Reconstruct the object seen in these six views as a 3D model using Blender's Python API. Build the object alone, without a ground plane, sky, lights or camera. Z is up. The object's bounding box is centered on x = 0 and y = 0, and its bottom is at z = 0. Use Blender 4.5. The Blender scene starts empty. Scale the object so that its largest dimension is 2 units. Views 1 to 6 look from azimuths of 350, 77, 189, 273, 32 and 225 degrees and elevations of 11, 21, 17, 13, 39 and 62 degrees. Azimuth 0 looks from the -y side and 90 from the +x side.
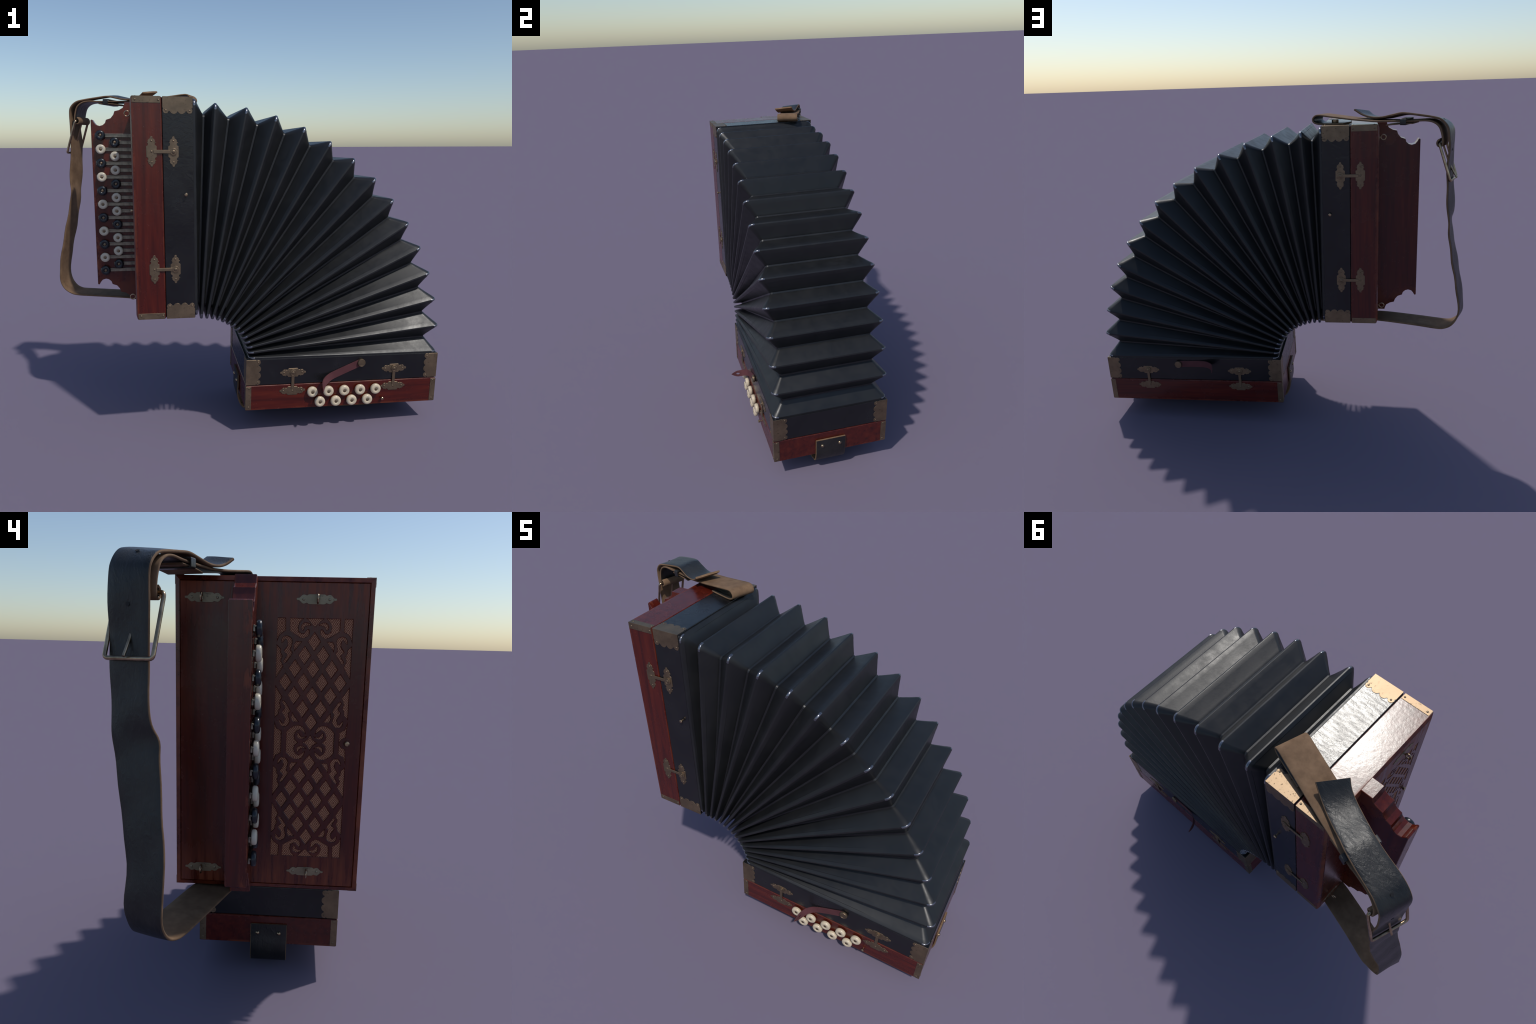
import bpy, bmesh, math, random
from mathutils import Vector, Matrix
from math import sin, cos, pi, radians, sqrt

random.seed(7)
COL = bpy.context.scene.collection

# ------------------------------------------------------------------ sizes
HX, HY = 0.5122, 0.3103          # half length / half width of both cases
SEAM, DEPTH = 0.139, 0.277      # leather frame depth, total case depth
YC = -0.0115                    # mid plane of the instrument

def frame(origin, xaxis, zaxis):
    x = Vector(xaxis).normalized(); z = Vector(zaxis).normalized(); y = z.cross(x)
    M = Matrix.Identity(4)
    for i in range(3):
        M[i][0], M[i][1], M[i][2], M[i][3] = x[i], y[i], z[i], origin[i]
    return M

tt, tb = radians(0.76), radians(1.7)
# local x runs along the case, local y is world y, local z points away from the bellows
M_TREBLE = frame((-0.275, YC, 1.1625), (sin(tt), 0, cos(tt)), (-cos(tt), 0, sin(tt)))
M_BASS = frame((0.479, YC, 0.398), (-cos(tb), 0, sin(tb)), (-sin(tb), 0, -cos(tb)))

# ------------------------------------------------------------------ node helpers
class Mat:
    def __init__(self, name):
        self.m = bpy.data.materials.new(name); self.m.use_nodes = True
        self.t = self.m.node_tree; self.n = self.t.nodes; self.l = self.t.links
        self.b = self.n["Principled BSDF"]; self.tc = self.n.new("ShaderNodeTexCoord")
    def link(self, a, b): self.l.new(a, b)
    def inp(self, node, key, v):
        if hasattr(v, "links") or isinstance(v, bpy.types.NodeSocket): self.l.new(v, node.inputs[key])
        else: node.inputs[key].default_value = v
    def coords(self, scale=(1, 1, 1), loc=(0, 0, 0), rot=(0, 0, 0)):
        mp = self.n.new("ShaderNodeMapping"); self.l.new(self.tc.outputs["Object"], mp.inputs["Vector"])
        mp.inputs["Scale"].default_value = scale; mp.inputs["Location"].default_value = loc
        mp.inputs["Rotation"].default_value = rot
        return mp.outputs[0]
    def noise(self, scale=5, detail=4, rough=0.55, vec=None, dist=0.0):
        t = self.n.new("ShaderNodeTexNoise"); self.l.new(vec or self.coords(), t.inputs["Vector"])
        t.inputs["Scale"].default_value = scale; t.inputs["Detail"].default_value = detail
        t.inputs["Roughness"].default_value = rough; t.inputs["Distortion"].default_value = dist
        return t.outputs["Fac"]
    def voronoi(self, scale=5, vec=None, feature='F1', out="Distance"):
        t = self.n.new("ShaderNodeTexVoronoi"); t.feature = feature
        self.l.new(vec or self.coords(), t.inputs["Vector"]); t.inputs["Scale"].default_value = scale
        return t.outputs[out]
    def math(self, op, a, b=None, c=None, clamp=False):
        t = self.n.new("ShaderNodeMath"); t.operation = op; t.use_clamp = clamp
        self.inp(t, 0, a)
        if b is not None: self.inp(t, 1, b)
        if c is not None: self.inp(t, 2, c)
        return t.outputs[0]
    def ramp(self, fac, stops):
        t = self.n.new("ShaderNodeValToRGB"); self.l.new(fac, t.inputs[0]); e = t.color_ramp.elements
        while len(e) < len(stops): e.new(0.5)
        for el, (p, c) in zip(e, stops):
            el.position = p; el.color = (c, c, c, 1) if isinstance(c, (int, float)) else (*c, 1)
        return t.outputs[0]
    def mix(self, fac, a, b, mode='MIX'):
        t = self.n.new("ShaderNodeMix"); t.data_type = 'RGBA'; t.blend_type = mode
        self.inp(t, 0, fac)
        for k, v in ((6, a), (7, b)):
            self.inp(t, k, (*v, 1) if isinstance(v, tuple) and len(v) == 3 else v)
        return t.outputs[2]
    def xyz(self):
        s = self.n.new("ShaderNodeSeparateXYZ"); self.l.new(self.tc.outputs["Object"], s.inputs[0])
        return s.outputs
    def bump(self, h, strength=0.3, dist=0.002, prev=None):
        t = self.n.new("ShaderNodeBump"); self.l.new(h, t.inputs["Height"])
        t.inputs["Strength"].default_value = strength; t.inputs["Distance"].default_value = dist
        if prev is not None: self.l.new(prev, t.inputs["Normal"])
        return t.outputs[0]
    def out(self, color=None, rough=None, metal=None, normal=None, spec=None, coat=None, coat_rough=0.1):
        b = self.b
        for k, v in (("Base Color", color), ("Roughness", rough), ("Metallic", metal), ("Normal", normal),
                     ("Specular IOR Level", spec), ("Coat Weight", coat)):
            if v is None: continue
            if k == "Base Color" and isinstance(v, tuple): v = (*v, 1)
            self.inp(b, k, v)
        b.inputs["Coat Roughness"].default_value = coat_rough
        return self.m

def mat_leather(name, base=(0.0065, 0.0067, 0.0078), lift=(0.0120, 0.0122, 0.0135), rough=0.25, grain=1.0, wrinkle=1.0):
    k = Mat(name)
    big = k.noise(6, 5, 0.6)
    col = k.mix(k.ramp(big, [(0.4, 0.0), (0.75, 1.0)]), base, lift)
    fine = k.voronoi(260, feature='F1')
    wr = k.noise(26, 6, 0.6, k.coords((1.0, 2.2, 1.0)), dist=0.8)
    n = k.bump(fine, 0.10 * grain, 0.001)
    n = k.bump(wr, 0.17 * wrinkle, 0.006, n)
    n = k.bump(k.noise(70, 4, 0.6, k.coords((1.0, 1.7, 1.0), (1, 2, 3)), dist=1.2), 0.10 * wrinkle, 0.003, n)
    r = k.math('MULTIPLY_ADD', big, 0.2, rough - 0.1)
    return k.out(col, r, 0.0, n, 0.5)

def mat_bellows():
    k = Mat("bellows_cloth")
    big = k.noise(9, 5, 0.6)
    col = k.mix(k.ramp(big, [(0.35, 0.0), (0.8, 1.0)]), (0.0078, 0.0084, 0.0094), (0.0140, 0.0142, 0.0148))
    n = k.bump(k.noise(120, 3, 0.6), 0.08, 0.002)
    r = k.ramp(k.noise(16, 6, 0.72), [(0.34, 0.36), (0.68, 0.50)])
    return k.out(col, r, 0.0, n, 0.5)

def mat_wood(name, kind):
    """mahogany, grain along local x; varnish worn to orange along rims and in streaks"""
    k = Mat(name)
    v = k.coords((0.55, 9.0, 9.0))
    g = k.noise(4.0, 6, 0.6, v, dist=0.5)
    g2 = k.noise(26.0, 3, 0.5, v)
    col = k.ramp(g, [(0.30, (0.040, 0.0046, 0.0024)), (0.50, (0.076, 0.0080, 0.0034)), (0.72, (0.108, 0.0140, 0.0050))])
    col = k.mix(k.ramp(g2, [(0.45, 0.0), (0.7, 0.40)]), col, (0.040, 0.0048, 0.0038))
    x, y, z = k.xyz()
    ax = k.math('ABSOLUTE', x); ay = k.math('ABSOLUTE', y)
    worn = (0.185, 0.036, 0.010)
    streak = k.noise(7.0, 5, 0.65, k.coords((0.8, 9.0, 9.0), (3, 1, 5)))
    blot = k.noise(9.0, 5, 0.65, k.coords((1, 1, 1), (2, 7, 1)))
    def near(val, pos, width):
        d = k.math('ABSOLUTE', k.math('SUBTRACT', val, pos))
        return k.math('SUBTRACT', 1.0, k.math('DIVIDE', d, width), clamp=True)
    if kind == 'case':
        rim = k.math('MAXIMUM', near(z, DEPTH - 0.003, 0.014), k.math('MULTIPLY', near(z, SEAM + 0.001, 0.008), 0.5))
        m = k.math('MULTIPLY', rim, k.ramp(blot, [(0.42, 0.0), (0.62, 1.0)]))
        mid = k.math('MULTIPLY', k.ramp(streak, [(0.66, 0.0), (0.74, 0.6)]), k.ramp(blot, [(0.5, 0.0), (0.6, 1.0)]))
        m = k.math('MAXIMUM', m, mid)
    elif kind == 'panel':
        ends = k.math('SMOOTH_MIN', k.math('MULTIPLY', near(ax, HX, 0.17), 1.5), 1.0, 0.3)
        m = k.math('MULTIPLY', k.math('MULTIPLY', ends, k.ramp(streak, [(0.38, 0.0), (0.60, 1.0)])), 0.95)
        rim = k.math('MULTIPLY', near(ay, HY, 0.03), k.ramp(blot, [(0.5, 0.0), (0.65, 0.7)]))
        m = k.math('MAXIMUM', m, rim)
    else:  # board
        scrape = k.ramp(k.noise(9.0, 5, 0.6, k.coords((0.9, 4.0, 2.0), (6, 1, 2))), [(0.54, 0.0), (0.60, 0.8)])
        m = k.math('MULTIPLY', k.math('MULTIPLY', near(z, 0.490, 0.03), 1.6, clamp=True), k.math('MULTIPLY', k.math('MULTIPLY', near(y, 0.0485, 0.032), 2.2, clamp=True), scrape))
    if kind == 'board':
        brink = k.math('MAXIMUM', near(y, 0.0485, 0.007), near(y, 0.1195, 0.007))
        brink = k.math('MULTIPLY', brink, k.math('MULTIPLY', k.math('MULTIPLY', near(ax, 0.46, 0.09), 2.0, clamp=True), k.ramp(blot, [(0.40, 0.0), (0.60, 0.7)])))
        m = k.math('MAXIMUM', m, brink)
    col = k.mix(m, col, worn)
    n = k.bump(k.noise(55, 4, 0.55), 0.12, 0.003)
    n = k.bump(g2, 0.05, 0.001, n)
    r = k.math('MULTIPLY_ADD', m, 0.2, k.math('MULTIPLY_ADD', blot, 0.18, 0.17))
    return k.out(col, r, 0.0, n, 0.5)

def mat_brass(name, c1=(0.250, 0.180, 0.115), c2=(0.175, 0.128, 0.084), rough=0.45):
    k = Mat(name)
    a = k.noise(18, 5, 0.65)
    col = k.mix(k.ramp(a, [(0.35, 0.0), (0.65, 1.0)]), c2, c1)
    pits = k.noise(130, 4, 0.7, k.coords((1, 0.5, 0.7)))
    pm = k.ramp(pits, [(0.585, 0.0), (0.66, 0.85)])
    pm = k.math('MULTIPLY', pm, k.ramp(k.noise(22, 2, 0.5, k.coords((1, 1, 1), (4, 2, 1))), [(0.40, 0.10), (0.66, 1.0)]))
    col = k.mix(pm, col, (0.035, 0.024, 0.016))
    n = k.bump(pm, -0.25, 0.002)
    n = k.bump(k.noise(140, 3, 0.6), 0.06, 0.001, n)
    r = k.math('MULTIPLY_ADD', pm, 0.25, k.math('MULTIPLY_ADD', a, 0.2, rough - 0.1))
    return k.out(col, r, 0.85, n)

def mat_plain(name, col, rough, metal=0.0, var=0.25, scale=30, bump=0.05, spec=0.5):
    k = Mat(name)
    a = k.noise(scale, 4, 0.6)
    c = k.mix(k.ramp(a, [(0.3, 0.0), (0.7, 1.0)]), tuple(v * (1 - var) for v in col), tuple(v * (1 + var * 0.5) for v in col))
    return k.out(c, rough, metal, k.bump(a, bump, 0.001), spec)

def mat_cloth():
    """woven speaker cloth: nested lozenges of pale dots on russet ground"""
    k = Mat("grille_cloth_weave")
    x, y, z = k.xyz()
    u = k.math('DIVIDE', y, 0.0345); v = k.math('DIVIDE', x, 0.0500)
    fu = k.math('ABSOLUTE', k.math('SUBTRACT', k.math('FRACT', k.math('ADD', u, 20.0)), 0.5))
    fv = k.math('ABSOLUTE', k.math('SUBTRACT', k.math('FRACT', k.math('ADD', v, 20.0)), 0.5))
    d = k.math('ADD', fu, fv)
    ring = k.math('FRACT', k.math('MULTIPLY', d, 6.0))
    line = k.math('SUBTRACT', 1.0, k.math('MULTIPLY', k.math('ABSOLUTE', k.math('SUBTRACT', ring, 0.5)), 3.2), clamp=True)
    along = k.math('SUBTRACT', fu, fv)
    dots = k.math('MULTIPLY_ADD', k.math('SINE', k.math('MULTIPLY', along, 150.0)), 0.35, 0.65)
    m = k.math('MULTIPLY', line, dots, clamp=True)
    base = k.mix(k.noise(12, 3), (0.150, 0.046, 0.029), (0.195, 0.061, 0.038))
    col = k.mix(m, base, (0.86, 0.48, 0.27))
    return k.out(col, 0.8, 0.0, k.bump(m, 0.4, 0.001), 0.2)

def mat_suede(name, c1, c2):
    k = Mat(name)
    a = k.noise(16, 6, 0.65)
    col = k.mix(k.ramp(a, [(0.3, 0.0), (0.7, 1.0)]), c1, c2)
    return k.out(col, 0.85, 0.0, k.bump(k.noise(220, 3, 0.6), 0.15, 0.001), 0.25)

LEATHER = mat_leather("black_leather")
BELLOWS = mat_bellows()
WOOD = mat_wood("mahogany_case", 'case')
PANEL = mat_wood("mahogany_panel", 'panel')
BOARD = mat_wood("mahogany_board", 'board')
BRASS = mat_brass("aged_brass")
DULL = mat_brass("dull_plate", (0.34, 0.285, 0.19), (0.22, 0.185, 0.125), 0.5)
STEEL = mat_plain("corner_nickel", (0.20, 0.205, 0.23), 0.24, 0.9, 0.15, 60, 0.03)
WIRE = mat_plain("old_nickel", (0.46, 0.335, 0.215), 0.30, 1.0, 0.5, 24, 0.15)
LEVER = mat_plain("lever_metal", (0.28, 0.25, 0.20), 0.38, 0.9, 0.6, 40, 0.1)
IVORY = mat_plain("ivory_button", (0.62, 0.515, 0.37), 0.25, 0.0, 0.10, 25, 0.02)
PEARL = mat_plain("white_button", (0.58, 0.52, 0.41), 0.25, 0.0, 0.08, 25, 0.02)
BLACK = mat_plain("black_button", (0.011, 0.015, 0.021), 0.28, 0.0, 0.2, 25, 0.02)
STRAP = mat_leather("strap_leather", (0.0100, 0.0098, 0.0092), (0.030, 0.028, 0.0240), 0.37, 0.6, 2.8)
SUEDE = mat_suede("suede_tan", (0.115, 0.068, 0.038), (0.215, 0.132, 0.076))
CLOTH = mat_cloth()
OXBLOOD = mat_suede("oxblood_leather", (0.080, 0.026, 0.030), (0.110, 0.038, 0.042))
DARK = mat_plain("dark_gap", (0.008, 0.007, 0.007), 0.7)

# ------------------------------------------------------------------ object helpers
ROOT = bpy.data.objects.new("accordion", None); COL.objects.link(ROOT)
ROOT["label"] = "old button accordion with open black bellows and mahogany cases"
ROOT["category"] = "accordion"

def finish(me, angle=35):
    me.shade_smooth(); me.set_sharp_from_angle(angle=radians(angle)); return me

def obj(name, me, mats, M=None, parent=None):
    o = bpy.data.objects.new(name, me); COL.objects.link(o)
    if mats is not None and not me.materials:
        for m in (mats if isinstance(mats, (list, tuple)) else [mats]): me.materials.append(m)
    o.parent = parent or ROOT
    bpy.context.view_layer.update()
    o.matrix_world = M if M is not None else Matrix.Identity(4)
    return o

def from_bm(bm, name, angle=35):
    bmesh.ops.recalc_face_normals(bm, faces=bm.faces[:])
    me = bpy.data.meshes.new(name); bm.to_mesh(me); bm.free()
    return finish(me, angle)

def join(bm, me, M):
    """add a transformed copy of mesh me to bm, keeping material slots"""
    t = bmesh.new(); t.from_mesh(me); bmesh.ops.transform(t, matrix=M, verts=t.verts[:])
    if M.determinant() < 0: bmesh.ops.reverse_faces(t, faces=t.faces[:])
    tmp = bpy.data.meshes.new("t"); t.to_mesh(tmp); t.free(); bm.from_mesh(tmp); bpy.data.meshes.remove(tmp)

def plate(outlines, thick, bevel=0.0006, res=0):
    """extruded flat plate in xy (z 0..thick); further outlines are holes"""
    cu = bpy.data.curves.new("p", 'CURVE'); cu.dimensions = '2D'; cu.fill_mode = 'BOTH'
    for pts in outlines:
        s = cu.splines.new('POLY'); s.points.add(len(pts) - 1); s.use_cyclic_u = True
        for p, q in zip(s.points, pts): p.co = (q[0], q[1], 0, 1)
    cu.extrude = thick / 2 - bevel; cu.bevel_depth = bevel; cu.bevel_resolution = res; cu.offset = -bevel
    o = bpy.data.objects.new("p", cu); COL.objects.link(o)
    dg = bpy.context.evaluated_depsgraph_get()
    me = bpy.data.meshes.new_from_object(o.evaluated_get(dg))
    bpy.data.objects.remove(o); bpy.data.curves.remove(cu)
    bm = bmesh.new(); bm.from_mesh(me); bpy.data.meshes.remove(me)
    bmesh.ops.remove_doubles(bm, verts=bm.verts[:], dist=1e-6)
    bmesh.ops.translate(bm, vec=(0, 0, thick / 2), verts=bm.verts[:])
    return from_bm(bm, "plate", 30)

def lathe(profile, seg=24, name="lathe", angle=35):
    """profile (radius, z) revolved about z"""
    bm = bmesh.new(); rings = []
    for r, z in profile:
        if r < 1e-6: rings.append([bm.verts.new((0, 0, z))])
        else: rings.append([bm.verts.new((r * cos(2 * pi * i / seg), r * sin(2 * pi * i / seg), z)) for i in range(seg)])
    for a, b in zip(rings, rings[1:]):
        for i in range(seg):
            j = (i + 1) % seg
            if len(a) == 1 and len(b) == 1: continue
            if len(a) == 1: bm.faces.new((a[0], b[j], b[i]))
            elif len(b) == 1: bm.faces.new((a[i], a[j], b[0]))
            else: bm.faces.new((a[i], a[j], b[j], b[i]))
    return from_bm(bm, name, angle)

def box(sx, sy, sz, bev=0.002, seg=2, center=(0, 0, 0)):
    bm = bmesh.new(); bmesh.ops.create_cube(bm, size=1)
    bmesh.ops.scale(bm, vec=(sx, sy, sz), verts=bm.verts[:])
    if bev: bmesh.ops.bevel(bm, geom=bm.edges[:], offset=bev, segments=seg, affect='EDGES', profile=0.5)
    bmesh.ops.translate(bm, vec=center, verts=bm.verts[:])
    return from_bm(bm, "box", 40)

def tube(points, radius, seg=10, closed=False, name="tube"):
    """round wire along points"""
    bm = bmesh.new(); P = [Vector(p) for p in points]; n = len(P); rings = []; up = None
    for i, p in enumerate(P):
        a = P[(i - 1) % n] if (closed or i > 0) else p
        b = P[(i + 1) % n] if (closed or i < n - 1) else p
        t = (b - a).normalized()
        if up is None: up = t.orthogonal().normalized()
        up = (up - t * up.dot(t)).normalized(); s = t.cross(up)
        rings.append([bm.verts.new(p + radius * (cos(2 * pi * k / seg) * up + sin(2 * pi * k / seg) * s)) for k in range(seg)])
    m = n if closed else n - 1
    for i in range(m):
        A, B = rings[i], rings[(i + 1) % n]
        off = 0
        if closed and i == n - 1:
            off = min(range(seg), key=lambda o: sum((A[k].co - B[(k + o) % seg].co).length for k in range(seg)))
        for k in range(seg):
            bm.faces.new((A[k], A[(k + 1) % seg], B[(k + 1 + off) % seg], B[(k + off) % seg]))
    if not closed:
        bm.faces.new(rings[0][::-1]); bm.faces.new(rings[-1])
    return from_bm(bm, name, 50)

def T(x=0, y=0, z=0): return Matrix.Translation((x, y, z))
def R(a, axis): return Matrix.Rotation(radians(a), 4, axis)

def catmull(pts, per=5):
    P = [Vector(p) for p in pts]; out = []
    for i in range(len(P) - 1):
        p0 = P[i - 1] if i > 0 else 2 * P[i] - P[i + 1]
        p1, p2 = P[i], P[i + 1]
        p3 = P[i + 2] if i + 2 < len(P) else 2 * P[i + 1] - P[i]
        for s in range(per):
            t = s / per
            out.append(0.5 * ((2 * p1) + (p2 - p0) * t + (2 * p0 - 5 * p1 + 4 * p2 - p3) * t * t + (3 * p1 - p0 - 3 * p2 + p3) * t ** 3))
    out.append(P[-1]); return out

def ribbon(A, B, thick, per=5, flip=False, name="ribbon", wob=0.0):
    """leather band between edge curves A and B; slot 0 = grain face, slot 1 = flesh face and edges"""
    a = catmull(A, per); b = catmull(B, per); bm = bmesh.new(); rings = []; n = len(a)
    mids = [(p + q) / 2 for p, q in zip(a, b)]
    h = thick / 2; K = 6
    for i in range(n):
        t = (mids[min(i + 1, n - 1)] - mids[max(i - 1, 0)]).normalized()
        w = (b[i] - a[i]); wl = w.length; w.normalize()
        nn = t.cross(w).normalized() * (-1 if flip else 1)
        e = 0.0025
        top = [a[i] + w * (e + (wl - 2 * e) * k / K) + nn * h for k in range(K + 1)]
        bot = [a[i] + w * (e + (wl - 2 * e) * k / K) - nn * h for k in range(K + 1)]
        sec = top + [b[i] + nn * (h - e), b[i] - nn * (h - e)] + bot[::-1] + [a[i] - nn * (h - e), a[i] + nn * (h - e)]
        if wob:
            for k in range(len(sec)):
                sec[k] = sec[k] + nn * wob * sin(37 * sec[k].z + 23 * sec[k].y + 11 * sec[k].x)
        rings.append([bm.verts.new(p) for p in sec])
    m = len(rings[0])
    for r, s in zip(rings, rings[1:]):
        for k in range(m):
            f = bm.faces.new((r[k], r[(k + 1) % m], s[(k + 1) % m], s[k])); f.material_index = 0 if k < K else 1
    for f in (bm.faces.new(rings[0][::-1]), bm.faces.new(rings[-1])): f.material_index = 1
    return from_bm(bm, name, 50)

# ------------------------------------------------------------------ bellows
PHI_FIRST, PHI_STEP, FOLDS = 4.9, 6.69, 15
YB = -0.0005                     # bellows sit a touch forward
HUB = Vector((-0.2540, YC + YB, 0.4040)); SHIFT = -0.0232
RMID, RHALF, YHALF, INSET, RAD = 0.7410, 0.5100, 0.3083, 0.056, 0.026

def fold_frame(i):
    """matrix with columns (tangent, y, radial) for ridge i; half indices are valleys"""
    if i <= 0:
        M = M_TREBLE; t = -M.col[2].xyz; r = M.col[0].xyz; o = M.translation + t * 0.0055 + Vector((0, YB * 0.4, 0))
        return o, t, r, 0.5065
    if i >= FOLDS - 1:
        M = M_BASS; t = M.col[2].xyz; r = -M.col[0].xyz; o = M.translation - t * 0.0055 + r * 0.004 + Vector((0, YB * 0.4, 0))
        return o, t, r, 0.5035
    if i < 1:
        a = fold_frame(0); b = fold_frame(1)
        r = (a[2] + b[2]).normalized(); t = Vector((r.z, 0, -r.x))
        return (a[0] + b[0]) / 2, t, r, (a[3] + b[3]) / 2
    ph = radians(PHI_FIRST + PHI_STEP * (i - 1)); r = Vector((sin(ph), 0, cos(ph))); t = Vector((cos(ph), 0, -sin(ph)))
    return HUB + r * RMID + t * (SHIFT + 0.005 * (1 - min(1.0, (i - 1) / 7))), t, r, RHALF

def rounded_rect(hr, hy, rad, cs=6, ns=4):
    """closed loop of (r, y)"""
    pts = []
    for cx, cy, a0 in ((1, 1, 0), (-1, 1, 90), (-1, -1, 180), (1, -1, 270)):
        c = (cx * (hr - rad), cy * (hy - rad))
        for k in range(cs + 1):
            a = radians(a0 + 90 * k / cs); pts.append((c[0] + rad * cos(a), c[1] + rad * sin(a)))
    out = []
    for p, q in zip(pts, pts[1:] + pts[:1]):
        L = sqrt((p[0] - q[0]) ** 2 + (p[1] - q[1]) ** 2); n = 10 if L > 0.2 else 1
        out += [(p[0] + (q[0] - p[0]) * k / n, p[1] + (q[1] - p[1]) * k / n) for k in range(n)]
    return out

def ring(i, inset, off, rad):
    o, t, r, hr = fold_frame(i)
    sec = rounded_rect(hr - inset, YHALF - inset, rad)
    if inset > 0.02:   # valleys get shallower where the folds crowd together at the hub
        sec = [(p, q * (1 + (0.045 if q < 0 else 0.070) * max(0.0, 0.5 - 0.5 * p / hr) ** 1.5)) for p, q in sec]
    return [o + r * p + Vector((0, 1, 0)) * q + t * off for p, q in sec]

def build_bellows():
    rings = []
    TAPE = 0.0011
    for i in range(FOLDS):
        ridge_lo = (i, 0.0016, -0.0058, RAD); ridge_hi = (i, 0.0016, 0.0058, RAD)
        if i > 0: rings.append(ring(*ridge_lo))
        if i > 0: rings.append(ring(i, 0.0, -0.0030, RAD))
        if i == 0: rings.append(ring(0, 0.0, -0.006, RAD))
        rings.append(ring(i, 0.0, 0.0030, RAD) if i < FOLDS - 1 else ring(i, 0.0, 0.006, RAD))
        if i == FOLDS - 1: break
        rings.append(ring(*ridge_hi))
        A = ring(*ridge_hi); V0 = ring(i + 0.5, INSET, -0.0042, 0.016); V1 = ring(i + 0.5, INSET, 0.0042, 0.016)
        B = ring(i + 1, 0.0016, -0.0058, RAD)
        ta = fold_frame(i)[1]; tb_ = fold_frame(i + 1)[1]
        mix = lambda P, Q, s: [p.lerp(q, s) for p, q in zip(P, Q)]
        rings.append([p + ta * TAPE for p in mix(A, V0, 0.20)])
        rings.append(mix(A, V0, 0.235))
        rings.append(mix(A, V0, 0.62))
        rings.append([p for p in mix(A, V0, 0.86)])
        rings.append([p + ta * TAPE for p in mix(A, V0, 0.90)])
        rings.append(V0); rings.append(V1)
        rings.append([p - tb_ * TAPE for p in mix(B, V1, 0.90)])
        rings.append([p for p in mix(B, V1, 0.86)])
        rings.append(mix(B, V1, 0.62))
        rings.append(mix(B, V1, 0.235))
        rings.append([p - tb_ * TAPE for p in mix(B, V1, 0.20)])
    bm = bmesh.new(); vs = [[bm.verts.new(p) for p in r] for r in rings]; n = len(vs[0])
    for a, b in zip(vs, vs[1:]):
        for k in range(n): bm.faces.new((a[k], a[(k + 1) % n], b[(k + 1) % n], b[k]))
    bm.faces.new(vs[0]); bm.faces.new(vs[-1][::-1])
    return obj("bellows", from_bm(bm, "bellows", 28), BELLOWS)

bellows = build_bellows()

def corner_cap(sr, sy, hr):
    """thin metal clip bent round one ridge corner; local axes (tangent, y, radial)"""
    bm = bmesh.new(); e = 0.0008; rad = RAD + e
    path = []
    path.append((hr - RAD - 0.003, YHALF + e, (0, 1)))
    for k in range(9):
        a = radians(90 - 90 * k / 8); path.append((hr - RAD + rad * cos(a), YHALF - RAD + rad * sin(a), (cos(a), sin(a))))
    path.append((hr + e, YHALF - RAD - 0.003, (1, 0)))
    prof = [(-0.0060, -0.006), (-0.0055, -0.0016), (-0.0032, 0.0002), (0.0032, 0.0002), (0.0055, -0.0016), (0.0060, -0.006)]
    rows = []
    for r, y, (nr, ny) in path:
        rows.append([bm.verts.new((t, sy * (y + ny * d), sr * (r + nr * d))) for t, d in prof])
    m = len(prof)
    for a, b in zip(rows, rows[1:]):
        for k in range(m): bm.faces.new((a[k], a[(k + 1) % m], b[(k + 1) % m], b[k]))
    bm.faces.new(rows[0]); bm.faces.new(rows[-1][::-1])
    return from_bm(bm, "corner_cap", 50)

cap_cache = {}
for i in range(FOLDS):
    o, t, r, hr = fold_frame(i)
    M = Matrix.Identity(4)
    for k in range(3): M[k][0], M[k][1], M[k][2], M[k][3] = t[k], (0, 1, 0)[k], r[k], o[k]
    for sr in (1, -1):
        for sy in (1, -1):
            key = (sr, sy, round(hr, 4))
            if key not in cap_cache: cap_cache[key] = corner_cap(*key)
            obj("corner_cap", cap_cache[key], STEEL, M, bellows)

# ------------------------------------------------------------------ cases
def loft_rects(levels, name):
    """levels: (inset, z) rectangles stacked, capped both ends"""
    bm = bmesh.new(); rows = []
    for ins, z in levels:
        hx, hy = HX - ins, HY - ins; NX, NY = 8, 5; row = []
        cor = [(-hx, -hy), (hx, -hy), (hx, hy), (-hx, hy)]
        for (x0, y0), (x1, y1), n in zip(cor, cor[1:] + cor[:1], (NX, NY, NX, NY)):
            row += [bm.verts.new((x0 + (x1 - x0) * k / n, y0 + (y1 - y0) * k / n, z)) for k in range(n)]
        rows.append(row)
    n = len(rows[0])
    for a, b in zip(rows, rows[1:]):
        for k in range(n): bm.faces.new((a[k], a[(k + 1) % n], b[(k + 1) % n], b[k]))
    bm.faces.new(rows[0][::-1]); bm.faces.new(rows[-1])
    # round the four long upright corners
    ed = [e for e in bm.edges if abs(abs(e.verts[0].co.x) - abs(e.verts[1].co.x)) < 1e-6 and abs(e.verts[0].co.z - e.verts[1].co.z) > 0.02
          and abs(abs(e.verts[0].co.y) - HY) < 1e-4 and abs(abs(e.verts[0].co.x) - HX) < 1e-4]
    if ed: bmesh.ops.bevel(bm, geom=ed, offset=0.003, segments=2, affect='EDGES')
    return from_bm(bm, name, 30)

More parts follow.
